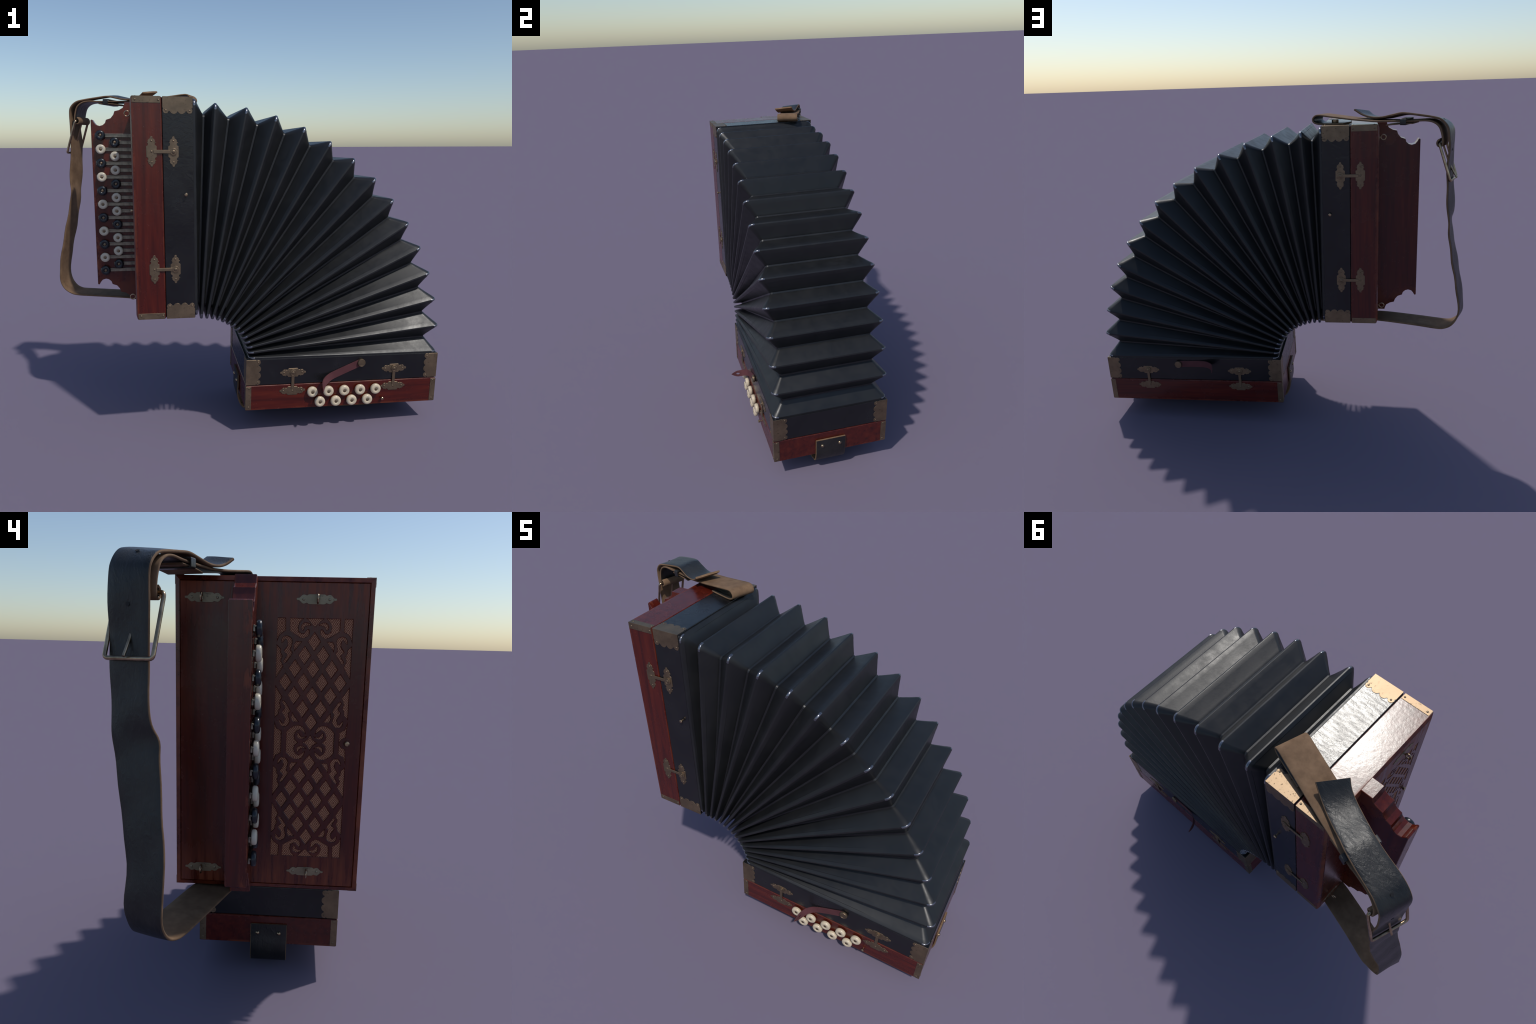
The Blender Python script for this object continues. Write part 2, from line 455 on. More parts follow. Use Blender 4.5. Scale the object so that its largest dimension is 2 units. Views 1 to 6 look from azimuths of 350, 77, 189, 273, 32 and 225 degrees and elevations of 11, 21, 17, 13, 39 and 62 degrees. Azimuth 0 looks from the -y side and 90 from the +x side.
frame_me = loft_rects([(0.004, -0.0005), (0.0010, 0.001), (0.0, 0.004), (0.0, SEAM - 0.006), (0.0012, SEAM - 0.003), (0.005, SEAM - 0.0015), (0.006, SEAM + 0.0005)], "leather_frame")
wood_me = loft_rects([(0.008, SEAM - 0.0004), (0.0055, SEAM + 0.0004), (0.0015, SEAM + 0.0012), (0.0, SEAM + 0.0034), (0.0, DEPTH - 0.0070), (0.0010, DEPTH - 0.0055), (0.0145, DEPTH + 0.0004), (0.0160, DEPTH - 0.0030), (0.0175, DEPTH - 0.0062)], "wooden_case")

leather_t = obj("leather_frame", frame_me, LEATHER, M_TREBLE)
wood_t = obj("wooden_case", wood_me, WOOD, M_TREBLE)
leather_b = obj("leather_frame", frame_me, LEATHER, M_BASS)
wood_b = obj("wooden_case", wood_me, WOOD, M_BASS)

# ------------------------------------------------------------------ fretwork panel
GY, GX, GH, GW = -0.1300, -0.002, 0.3905, 0.1170      # grille centre and half sizes
UC = 0.1935                                            # centre of each lattice unit
def arcs(pts, per=3):
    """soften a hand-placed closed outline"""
    n = len(pts); out = []
    for i in range(n):
        p0, p1, p2, p3 = (Vector(pts[(i + k) % n]) for k in (-1, 0, 1, 2))
        for s in range(per):
            t = s / per
            q = 0.5 * ((2 * p1) + (p2 - p0) * t + (2 * p0 - 5 * p1 + 4 * p2 - p3) * t * t + (3 * p1 - p0 - 3 * p2 + p3) * t ** 3)
            out.append((q.x, q.y))
    return out

# offsets (dy from the grille axis, dx from unit centre) for one quarter of a unit
SHOOK = [(0.102, 0.122), (0.100, 0.135), (0.092, 0.142), (0.080, 0.141), (0.072, 0.134), (0.0695, 0.122), (0.0745, 0.100),
         (0.0685, 0.0905), (0.0875, 0.061), (0.0940, 0.0645), (0.0835, 0.0835), (0.0935, 0.0960), (0.0825, 0.1135), (0.0850, 0.1300), (0.0915, 0.1335), (0.0962, 0.1270)]
SPUR = [(0.0610, 0.0985), (0.0630, 0.1155), (0.0565, 0.1265), (0.0405, 0.1260)]
WAVE = [(0.1165, 0.113), (0.1060, 0.103), (0.1045, 0.089), (0.0990, 0.081), (0.1040, 0.067), (0.0960, 0.048), (0.1165, 0.0155)]
TOPCORNER = [(0.1165, 0.1965), (0.0925, 0.1965), (0.0910, 0.1585), (0.1035, 0.152), (0.1112, 0.144), (0.1165, 0.130)]
TOPSCROLL = [(0.0780, 0.1965), (0.0370, 0.1965), (0.0490, 0.184), (0.0531, 0.170), (0.0500, 0.156), (0.0411, 0.1495), (0.0316, 0.151), (0.0256, 0.160),
             (0.0210, 0.1637), (0.0178, 0.1615), (0.0179, 0.1507), (0.0233, 0.142), (0.0342, 0.1364), (0.0455, 0.1392), (0.0765, 0.1587)]
CURL = [(0.0418, 0.1672), (0.0401, 0.1781), (0.0299, 0.1838), (0.0203, 0.1816), (0.0131, 0.1771), (0.0247, 0.1753), (0.0325, 0.1705), (0.0368, 0.1611)]
TOPMID = [(0.0256, 0.1965), (-0.0256, 0.1965), (-0.0158, 0.188), (-0.0068, 0.1775), (0.0, 0.172), (0.0068, 0.1775), (0.0158, 0.188)]
holes = []
def add(pts, unit_sign, flip_y, flip_x, smooth=True):
    q = []
    for dy, dx in pts:
        q.append((GX + unit_sign * UC + (-1 if flip_x else 1) * dx, GY + (-1 if flip_y else 1) * dy))
    holes.append(arcs(q) if smooth else q)
lat = (0.0289, 0.0422); dia = (0.0193, 0.0278)
for us in (1, -1):
    for i in range(4):
        for j in range(4):
            dy = (i - j) * lat[0]; dx = (3 - i - j) * lat[1]
            add([(dy + dia[0], dx), (dy, dx + dia[1]), (dy - dia[0], dx), (dy, dx - dia[1])], us, False, False, False)
    for fy in (False, True):
        for fx in (False, True):
            add(SHOOK, us, fy, fx); add(SPUR, us, fy, fx, False); add(WAVE, us, fy, fx, False)
        add(TOPCORNER, us, fy, us < 0, False); add(TOPSCROLL, us, fy, us < 0, False); add(CURL, us, fy, us < 0)
    add(TOPMID, us, False, us < 0, False)
MIDSCROLL = [(0.0765, 0.0340), (0.0640, 0.0460), (0.0510, 0.0545), (0.0380, 0.0555), (0.0262, 0.0510), (0.0192, 0.0420), (0.0170, 0.0305), (0.0255, 0.0370),
             (0.0340, 0.0430), (0.0453, 0.0380), (0.0530, 0.0245), (0.0508, 0.0095), (0.0400, 0.0)]
MIDCURL = [(0.0400, 0.0315), (0.0412, 0.0195), (0.0345, 0.0122), (0.0246, 0.0125), (0.0133, 0.0190), (0.0248, 0.0170), (0.0333, 0.0235)]
MIDSIDE = [(0.1165, 0.0610), (0.1100, 0.0440), (0.0945, 0.0350)]
for s in (1, -1):
    full = MIDSCROLL + [(a, -b) for a, b in MIDSCROLL[-2::-1]]
    holes.append([(GX + b, GY + s * a) for a, b in full])
    for u in (1, -1): holes.append(arcs([(GX + u * b, GY + s * a) for a, b in MIDCURL]))
    side = MIDSIDE + [(a, -b) for a, b in MIDSIDE[::-1]]
    if s < 0:   # notch round the air-button boss on the outer edge
        notch = [(0.1165 - 0.0185 * cos(radians(a)), -0.0185 * sin(radians(a)) + 0.001) for a in range(80, -81, -20)]
        side = side + notch
    holes.append([(GX + b, GY + s * a) for a, b in side])
star = []
for k in range(4):
    a = radians(90 * k); p = Vector((cos(a) * 0.0225, sin(a) * 0.0240)); a2 = radians(90 * k + 45); q = Vector((cos(a2) * 0.0118, sin(a2) * 0.0118))
    star += [(GX + p.y, GY + p.x), (GX + q.y, GY + q.x)]
holes.append(star)

IN = 0.0172
rect = [(-HX + IN, -HY + IN), (HX - IN, -HY + IN), (HX - IN, HY - IN), (-HX + IN, HY - IN)]
PT = 0.0075; PZ = DEPTH + 0.0012 - PT
panel_t = obj("fretwork_panel", plate([rect] + holes, PT, 0.0015), PANEL, M_TREBLE @ T(0, 0, PZ), wood_t)
panel_b = obj("end_panel", plate([rect], PT, 0.0008), PANEL, M_BASS @ T(0, 0, PZ), wood_b)
obj("grille_cloth", box(2 * GH + 0.012, 2 * GW + 0.012, 0.001, 0), CLOTH, M_TREBLE @ T(GX, GY, PZ + PT - 0.0032), wood_t)

# ------------------------------------------------------------------ brass fittings
dome = lathe([(0.0048, -0.0005), (0.0045, 0.0006), (0.0036, 0.0014), (0.0020, 0.0020), (0.0, 0.0022)], 12, "rivet")

def bracket_outline():
    """d = distance from case end, s = across the frame depth"""
    W0, W1 = 0.0015, SEAM - 0.004
    lobes = [(0.0150, 0.0600, 0.0138), (0.0505, 0.0570, 0.0185), (0.0855, 0.0570, 0.0185), (0.1208, 0.0600, 0.0138)]
    pts = [(0, W0), (0.048, W0), (0.0510, W0 + 0.0035), (0.0545, W0 + 0.0030)]
    N = 44
    for k in range(N + 1):
        s = W0 + 0.0004 + (W1 - W0 - 0.0008) * k / N; d = 0.0630
        for c, dc, r in lobes:
            if abs(s - c) < r: d = max(d, dc + sqrt(r * r - (s - c) ** 2))
        if k in (0, N): d = 0.0590
        pts.append((d, s))
    return pts + [(0.0545, W1 - 0.0030), (0.0510, W1 - 0.0035), (0.048, W1), (0, W1)]

TH = 0.0022
b_out = bracket_outline()
b_rivets = [(0.0610, 0.0150), (0.0610, 0.1208)]
w_out = [(0, SEAM + 0.0045), (0.0285, SEAM + 0.0045), (0.0290, SEAM + 0.006), (0.0290, DEPTH - 0.010), (0.0285, DEPTH - 0.0085), (0, DEPTH - 0.0085)]
w_rivets = [(0.0165, SEAM + 0.0135), (0.0165, DEPTH - 0.0225)]

def wrap_bracket(outline, rivets, sx, sy, name):
    """plate on the side (y = sy*HY) and on the end (x = sx*HX), sharing the corner edge"""
    bm = bmesh.new()
    p = plate([outline], TH, 0.0005)
    # side: plate x -> -sx * x from end, plate y -> z, thickness -> sy * y
    def frame3(cx, cy, cz, o):
        M = Matrix.Identity(4)
        for i in range(3): M[i][0], M[i][1], M[i][2], M[i][3] = cx[i], cy[i], cz[i], o[i]
        return M
    emb = 0.0006
    Ms = frame3((-sx, 0, 0), (0, 0, 1), (0, sy, 0), (sx * (HX + TH - emb - 0.0001), sy * (HY - emb), 0))
    Me = frame3((0, -sy, 0), (0, 0, 1), (sx, 0, 0), (sx * (HX - emb), sy * (HY + TH - emb - 0.0002), 0))
    join(bm, p, Ms); join(bm, p, Me)
    for d, s in rivets:
        for M in (Ms, Me): join(bm, dome, M @ T(d, s, TH))
    return from_bm(bm, name, 40)

br_me = {(sx, sy): wrap_bracket(b_out, b_rivets, sx, sy, "corner_bracket") for sx in (1, -1) for sy in (1, -1)}
wb_me = {(sx, sy): wrap_bracket(w_out, w_rivets, sx, sy, "corner_band") for sx in (1, -1) for sy in (1, -1)}
for M, lea, woo in ((M_TREBLE, leather_t, wood_t), (M_BASS, leather_b, wood_b)):
    for k in br_me:
        obj("corner_bracket", br_me[k], BRASS, M, lea); obj("corner_band", wb_me[k], BRASS, M, woo)

def clasp():
    half = [(0.0675, 0.0030), (0.0655, 0.0052), (0.0620, 0.0056), (0.0580, 0.0066), (0.0560, 0.0105), (0.0525, 0.0145), (0.0480, 0.0164), (0.0435, 0.0158),
            (0.0418, 0.0166), (0.0402, 0.0212), (0.0390, 0.0178), (0.0365, 0.0158), (0.0325, 0.0150), (0.0288, 0.0158), (0.0265, 0.0186), (0.0245, 0.0228), (0.0215, 0.0232)]
    right = half + [(-x, w) for x, w in half[::-1]]
    out = right + [(x, -w) for x, w in right[::-1]]
    p = plate([out], 0.0026, 0.0007)
    bm = bmesh.new(); D = 0.0978
    for c in (0.0, D):
        join(bm, p, T(0, c, 0))
        for x in (0.0475, -0.0475): join(bm, dome, T(x, c, 0.0026))
    join(bm, dome, T(0, D, 0.0026) @ Matrix.Scale(1.1, 4))
    bar = box(0.0155, D - 0.012, 0.0040, 0.001, 1, (0, D / 2 - 0.004, 0.0046)); join(bm, bar, Matrix.Identity(4))
    boss = lathe([(0.0165, 0.002), (0.0165, 0.0062), (0.0155, 0.0070), (0.0125, 0.0070), (0.0118, 0.0062), (0.0078, 0.0064), (0.0074, 0.0085), (0.0050, 0.0100), (0.0, 0.0104)], 20)
    join(bm, boss, Matrix.Identity(4))
    return from_bm(bm, "clasp", 40)
clasp_me = clasp()
def side_M(M, sy):
    """x along case, y outward in depth, z out of the side face"""
    L = Matrix.Identity(4)
    L[0][0], L[0][1], L[0][2] = (sy * -1, 0, 0)
    L[1][0], L[1][1], L[1][2] = (0, 0, sy)
    L[2][0], L[2][1], L[2][2] = (0, 1, 0)
    return L
for M, par, z0 in ((M_TREBLE, leather_t, 0.0898), (M_BASS, leather_b, 0.0760)):
    for sy in (1, -1):
        for x in (0.272, -0.272):
            obj("clasp", clasp_me, BRASS, M @ T(x, sy * (HY - 0.0004), z0) @ side_M(M, sy), par)

knob_me = lathe([(0.0035, -0.002), (0.0035, 0.008), (0.0075, 0.009), (0.0085, 0.012), (0.0080, 0.0155), (0.0055, 0.0180), (0.0, 0.0188)], 16, "knob")
for sy in (1, -1):
    obj("stud", knob_me, WIRE, M_TREBLE @ T(0.079, sy * HY, 0.0362) @ side_M(None, sy), leather_t)
obj("stud", knob_me, WIRE, M_BASS @ T(-0.214, -HY, 0.2385) @ side_M(None, -1), wood_b)
boss_me = lathe([(0.0185, -0.004), (0.0185, 0.0005), (0.0178, 0.0014), (0.0, 0.0014)], 24, "air_boss")
obj("air_button_boss", boss_me, PANEL, M_TREBLE @ T(GX + 0.001, GY - GW + 0.003, DEPTH), panel_t.parent)
obj("air_button", lathe([(0.0060, 0.0), (0.0060, 0.006), (0.0088, 0.008), (0.0088, 0.012), (0.006, 0.0155), (0, 0.0165)], 18, "air_button"), WIRE, M_TREBLE @ T(GX + 0.001, GY - GW - 0.001, DEPTH), wood_t)

# strap-hook plates with screw eyes on the treble face
hp_half = [(0.0620, 0.0020), (0.0600, 0.0035), (0.0540, 0.0038), (0.0500, 0.0070), (0.0460, 0.0118), (0.0400, 0.0140), (0.0345, 0.0125), (0.0300, 0.0108), (0.0260, 0.0140), (0.0235, 0.0148)]
hp_right = hp_half + [(-a, b) for a, b in hp_half[::-1]]
hp_out = [(b, a) for a, b in hp_right] + [(-b, a) for a, b in hp_right[::-1]]
hp_bm = bmesh.new(); join(hp_bm, plate([hp_out], 0.002, 0.0005), Matrix.Identity(4))
for s in (1, -1): join(hp_bm, dome, T(0, s * 0.040, 0.002))
hp_me = from_bm(hp_bm, "hook_plate", 40)
eye_pts = [(0.0125 * cos(radians(a)), 0, 0.0225 + 0.0125 * sin(radians(a))) for a in range(0, 360, 20)]
eye_bm = bmesh.new(); join(eye_bm, tube(eye_pts, 0.0032, 8, True), Matrix.Identity(4))
join(eye_bm, lathe([(0.0032, -0.003), (0.0032, 0.0115), (0, 0.0115)], 8), Matrix.Identity(4))
eye_me = from_bm(eye_bm, "screw_eye", 60)
for sx in (1, -1):
    for y, ey in ((0.2165, 0.2235 if sx > 0 else 0.2215), (-0.1315, -0.1345 if sx > 0 else -0.1350)):
        obj("hook_plate", hp_me, DULL, M_TREBLE @ T(sx * 0.4455, y, DEPTH + 0.0009), wood_t)
        obj("screw_eye", eye_me, WIRE, M_TREBLE @ T(sx * 0.4455, ey, DEPTH), wood_t)

# ------------------------------------------------------------------ fingerboard
BY0, BY1 = 0.0515, 0.1195
top = [(0.511, 0.3205), (0.5032, 0.3215), (0.4844, 0.3295), (0.4722, 0.3425), (0.4670, 0.3640), (0.4494, 0.3700), (0.4320, 0.3840), (0.4240, 0.4070),
       (0.4085, 0.4120), (0.3975, 0.4245), (0.3935, 0.4390), (0.3985, 0.4560), (0.4110, 0.4665), (0.4215, 0.4720), (0.4245, 0.4765), (0.4210, 0.4815)]
top = [(x, z if z < 0.33 else z + 0.0070) for x, z in top]
edge = top + [(-x, z) for x, z in top[::-1]]
outline = [(0.511, DEPTH - 0.012)] + edge + [(-0.511, DEPTH - 0.012)]
# plate frame: x along case, plate y -> case z, thickness -> -y
Mfb = M_TREBLE @ Matrix(((1, 0, 0, 0), (0, 0, -1, BY1), (0, 1, 0, 0), (0, 0, 0, 1)))
fb_me = plate([outline], BY1 - BY0, 0.0035, 2)
bm = bmesh.new(); join(bm, fb_me, Matrix(((1, 0, 0, 0), (0, 0, -1, BY1), (0, 1, 0, 0), (0, 0, 0, 1))))
board = obj("fingerboard", from_bm(bm, "fingerboard", 24), BOARD, M_TREBLE)

btn_me = lathe([(0.0085, 0.0), (0.0215, 0.0004), (0.0236, 0.0020), (0.0243, 0.0045), (0.0244, 0.0105), (0.0234, 0.0142), (0.0205, 0.0168), (0.0160, 0.0180), (0.0115, 0.0177), (0.0088, 0.0165), (0.0078, 0.0150),
                (0.0, 0.0150)], 32, "button", 70)
screw_me = lathe([(0.0072, 0.0140), (0.0070, 0.0160), (0.0045, 0.0174), (0.0, 0.0178)], 14, "screw")
def variants(me, mat):
    c = me.copy(); c.materials.clear(); c.materials.append(mat); return c
btn = {'B': variants(btn_me, BLACK), 'W': variants(btn_me, PEARL), 'I': variants(btn_me, IVORY)}
rnd = random.Random(3)
col1 = [(0.3477 - 0.06917 * i, 0.4432, 'BW'[i % 2]) for i in range(11)]
col2 = [(0.3136 - 0.06940 * i, 0.3743, 'BWWBWWBWWB'[i]) for i in range(10)]
def lever_mesh(L):
    """flat bar with a raised rib, x across, z = out along the case normal"""
    bm = bmesh.new()
    join(bm, box(0.0180, 0.0070, L, 0.0010, 1, (0, 0, L / 2)), Matrix.Identity(4))
    join(bm, box(0.0050, 0.0035, L - 0.004, 0.0008, 1, (0.0055, -0.0045, L / 2)), Matrix.Identity(4))
    return from_bm(bm, "lever", 40)
lev = {c: lever_mesh(c - DEPTH + 0.030) for c in (0.4432, 0.3743)}
for x, z, kind in col1 + col2:
    obj("lever", lev[z], LEVER, M_TREBLE @ T(x, 0.0475, DEPTH - 0.003), board)
    Mb = M_TREBLE @ T(x, 0.0430 + rnd.uniform(-0.0006, 0.0006), z) @ side_M(None, -1) @ R(rnd.uniform(0, 360), 'Z')
    obj("button", btn[kind], None, Mb, board); obj("button_screw", screw_me, BRASS, Mb, board)

# ------------------------------------------------------------------ bass buttons
bass_pts = [(0.1695 - 0.0853 * i, 0.1800) for i in range(5)] + [(0.1272 - 0.0852 * i, 0.2356) for i in range(4)]
stem_me = lathe([(0.0075, -0.002), (0.0075, 0.012), (0.0, 0.012)], 12, "button_stem")
for x, z in bass_pts:
    Mb = M_BASS @ T(x, -HY - 0.0055, z) @ side_M(None, -1) @ R(rnd.uniform(0, 360), 'Z') @ Matrix.Scale(1.13, 4)
    obj("button", btn['I'], None, Mb, wood_b); obj("button_screw", screw_me, BRASS, Mb, wood_b)
    obj("button_stem", stem_me, WIRE, M_BASS @ T(x, -HY, z) @ side_M(None, -1), wood_b)

# ------------------------------------------------------------------ thumb straps on the bass frame
def thumb_strap(path, hw, parent):
    """leather tongue: centre line + width direction; pointed tip with a lozenge hole"""
    C = catmull([p for p, w in path], 6); W = catmull([w for p, w in path], 6); n = len(C)
    d = [0.0]
    for a, b in zip(C, C[1:]): d.append(d[-1] + (b - a).length)
    L = d[-1]; bm = bmesh.new(); th = 0.0040; rows = []
    def width(s):
        e = (L - s)
        w = hw if e > 0.045 else hw * max(0.02, sin(min(1, e / 0.045) * pi / 2)) ** 0.9
        return w
    fr = (-1, -0.36, 0.36, 1)
    for i in range(n):
        t = (C[min(i + 1, n - 1)] - C[max(i - 1, 0)]).normalized(); w = (W[i] - t * W[i].dot(t)).normalized(); nn = t.cross(w)
        hwid = width(d[i]); e = L - d[i]
        hole = max(0.0, 1 - abs(e - 0.040) / 0.016)
        row = []
        for sgn in (1, -1):
            row.append([bm.verts.new(C[i] + w * hwid * f * (1 if abs(f) == 1 else (max(hole, 0.02) if e < 0.056 and e > 0.024 else 0.3)) + nn * th / 2 * sgn) for f in fr])
        rows.append((row, 0.024 < e < 0.056))
    for (ra, ha), (rb, hb) in zip(rows, rows[1:]):
        hole = ha and hb
        for k in range(3):
            if k == 1 and hole: continue
            bm.faces.new((ra[0][k], ra[0][k + 1], rb[0][k + 1], rb[0][k])); bm.faces.new((ra[1][k + 1], ra[1][k], rb[1][k], rb[1][k + 1]))
        for k in (0, 3): bm.faces.new((ra[0][k], rb[0][k], rb[1][k], ra[1][k]))
        if hole:
            for k in (1, 2): bm.faces.new((ra[0][k], rb[0][k], rb[1][k], ra[1][k]))
    for (r, h) in (rows[0], rows[-1]):
        for k in range(3): bm.faces.new((r[0][k], r[0][k + 1], r[1][k + 1], r[1][k]))
    for (ra, ha), (rb, hb) in zip(rows, rows[1:]):
        if ha != hb:
            r = ra if ha else rb
            bm.faces.new((r[0][1], r[0][2], r[1][2], r[1][1]))
    return obj("thumb_strap", from_bm(bm, "thumb_strap", 50), OXBLOOD, M_BASS, parent)

V = Vector
front = [(V((-0.088, -0.3135, 0.0355)), V((0.4, 0, -1))), (V((-0.030, -0.3135, 0.0600)), V((0.42, 0, -1))), (V((0.030, -0.3140, 0.0860)), V((0.42, 0, -1))),
         (V((0.072, -0.3190, 0.1030)), V((0.42, 0, -1))), (V((0.102, -0.3340, 0.1180)), V((0.36, 0.05, -1))), (V((0.120, -0.3560, 0.1300)), V((0.24, 0.05, -1))), (V((0.130, -0.3820, 0.1370)), V((0.14, 0.05, -1))), (V((0.139, -0.4110, 0.1410)), V((0.05, 0, -1)))]
back = [(V((-0.082, 0.3135, 0.0355)), V((0.0, 0, -1))), (V((-0.030, 0.3135, 0.0340)), V((0.0, 0, -1))), (V((0.030, 0.3145, 0.0325)), V((0.0, 0, -1))),
        (V((0.072, 0.3190, 0.0315)), V((0.03, 0, -1))), (V((0.104, 0.3340, 0.0315)), V((0.06, 0, -1))), (V((0.124, 0.3560, 0.0325)), V((0.08, 0, -1))), (V((0.134, 0.3810, 0.0335)), V((0.08, 0, -1))), (V((0.140, 0.4090, 0.0345)), V((0.05, 0, -1)))]
thumb_strap(front, 0.0185, leather_b); thumb_strap(back, 0.0185, leather_b)
big_bm = bmesh.new()
join(big_bm, lathe([(0.0195, 0.0), (0.0205, 0.0015), (0.0205, 0.0105), (0.0192, 0.0125), (0.0165, 0.0125), (0.0158, 0.0115), (0.0, 0.0122)], 28), Matrix.Identity(4))
join(big_bm, box(0.030, 0.0042, 0.0012, 0.0003, 1, (0, 0, 0.0124)), R(35, 'Z'))
big_me = from_bm(big_bm, "strap_screw", 35)
for sy, p in ((-1, front[0][0]), (1, back[0][0])):
    obj("strap_screw", big_me, BRASS, M_BASS @ T(p.x, sy * (HY + 0.003), p.z) @ side_M(None, sy), leather_b)

# ------------------------------------------------------------------ hand strap under the bass case
def bass_world(x, z): return M_BASS @ Vector((x, 0, z))
hs = [(0.5180, 0.176), (0.5182, 0.200), (0.5185, 0.235), (0.5200, 0.268), (0.5160, 0.305), (0.5040, 0.340), (0.4850, 0.363), (0.4500, 0.3765), (0.400, 0.3800), (0.20, 0.3810), (0.0, 0.3830), (-0.15, 0.3860),
      (-0.28, 0.3830), (-0.37, 0.3690), (-0.430, 0.3520), (-0.470, 0.3370), (-0.497, 0.3240), (-0.5110, 0.300), (-0.5180, 0.265), (-0.5182, 0.235), (-0.5180, 0.205), (-0.5180, 0.180)]
A = [M_BASS @ Vector((x, -0.086, z)) for x, z in hs]; B = [M_BASS @ Vector((x, 0.0785, z)) for x, z in hs]
hand = obj("hand_strap", ribbon(A, B, 0.009, 5, True, "hand_strap"), [STRAP, SUEDE])
rivet_me = lathe([(0.0095, -0.002), (0.0092, 0.0015), (0.0072, 0.0042), (0.0040, 0.0060), (0.0, 0.0066)], 16, "strap_rivet")
for sx in (1, -1):
    for y in (0.0465, -0.0500):
        Mr = M_BASS @ T(sx * (HX + 0.0112), y, 0.217) @ R(90 * sx, 'Y')
        obj("strap_rivet", rivet_me, WIRE, Mr, hand)

# ------------------------------------------------------------------ shoulder strap
STH = 0.0085
# long band: from the tongue lying on the treble case, over the buckle, down, and back under the case
LN = [(-0.498, 0.120, 1.734), (-0.523, 0.140, 1.715), (-0.560, 0.160, 1.704), (-0.602, 0.181, 1.704), (-0.645, 0.204, 1.714), (-0.687, 0.225, 1.722), (-0.745, 0.244, 1.716), (-0.815, 0.262, 1.705), (-0.855, 0.275, 1.694), (-0.883, 0.285, 1.668), (-0.892, 0.290, 1.634), (-0.895, 0.292, 1.560), (-0.893, 0.293, 1.480), (-0.901, 0.294, 1.415),
      (-0.909, 0.293, 1.330), (-0.913, 0.288, 1.262), (-0.907, 0.268, 1.215), (-0.915, 0.265, 1.160), (-0.945, 0.255, 1.030), (-0.975, 0.243, 0.890), (-0.992, 0.247, 0.790), (-0.994, 0.247, 0.732), (-0.975, 0.237, 0.688), (-0.941, 0.226, 0.661), (-0.897, 0.205, 0.652), (-0.780, 0.167, 0.650), (-0.600, 0.113, 0.645), (-0.48, 0.085, 0.630)]
LF = [(-0.423, 0.217, 1.745), (-0.462, 0.238, 1.722), (-0.507, 0.262, 1.710), (-0.555, 0.287, 1.710), (-0.608, 0.314, 1.722), (-0.647, 0.335, 1.730), (-0.705, 0.357, 1.724), (-0.786, 0.383, 1.712), (-0.818, 0.395, 1.701), (-0.844, 0.404, 1.675), (-0.853, 0.409, 1.643), (-0.856, 0.411, 1.570), (-0.854, 0.411, 1.490), (-0.856, 0.411, 1.420),
      (-0.862, 0.409, 1.335), (-0.868, 0.407, 1.270), (-0.876, 0.405, 1.220), (-0.884, 0.395, 1.150), (-0.907, 0.377, 1.020), (-0.938, 0.357, 0.880), (-0.954, 0.362, 0.770), (-0.948, 0.357, 0.714), (-0.925, 0.350, 0.676), (-0.893, 0.343, 0.657), (-0.857, 0.337, 0.652), (-0.738, 0.297, 0.650), (-0.558, 0.243, 0.645), (-0.438, 0.205, 0.630)]
# fold at the lower end, mirrored from the upper one
dirv = Vector((0.95, -0.30, 0)); wv = Vector((0.040, 0.119, 0))
base = Vector((-0.251, 0.034, 0))
LN += [tuple(base + dirv * s + Vector((0, 0, z))) for s, z in ((-0.06, 0.602), (0.0, 0.601), (0.022, 0.610), (0.026, 0.625), (0.018, 0.638), (-0.01, 0.6445), (-0.06, 0.6450), (-0.15, 0.6460))]
LF += [tuple(base + wv + dirv * s + Vector((0, 0, z))) for s, z in ((-0.06, 0.602), (0.0, 0.601), (0.022, 0.610), (0.026, 0.625), (0.018, 0.638), (-0.01, 0.6445), (-0.06, 0.6450), (-0.15, 0.6460))]
strap = obj("shoulder_strap", ribbon(LN, LF, STH, 4, True, "shoulder_strap", 0.0018), [STRAP, SUEDE])

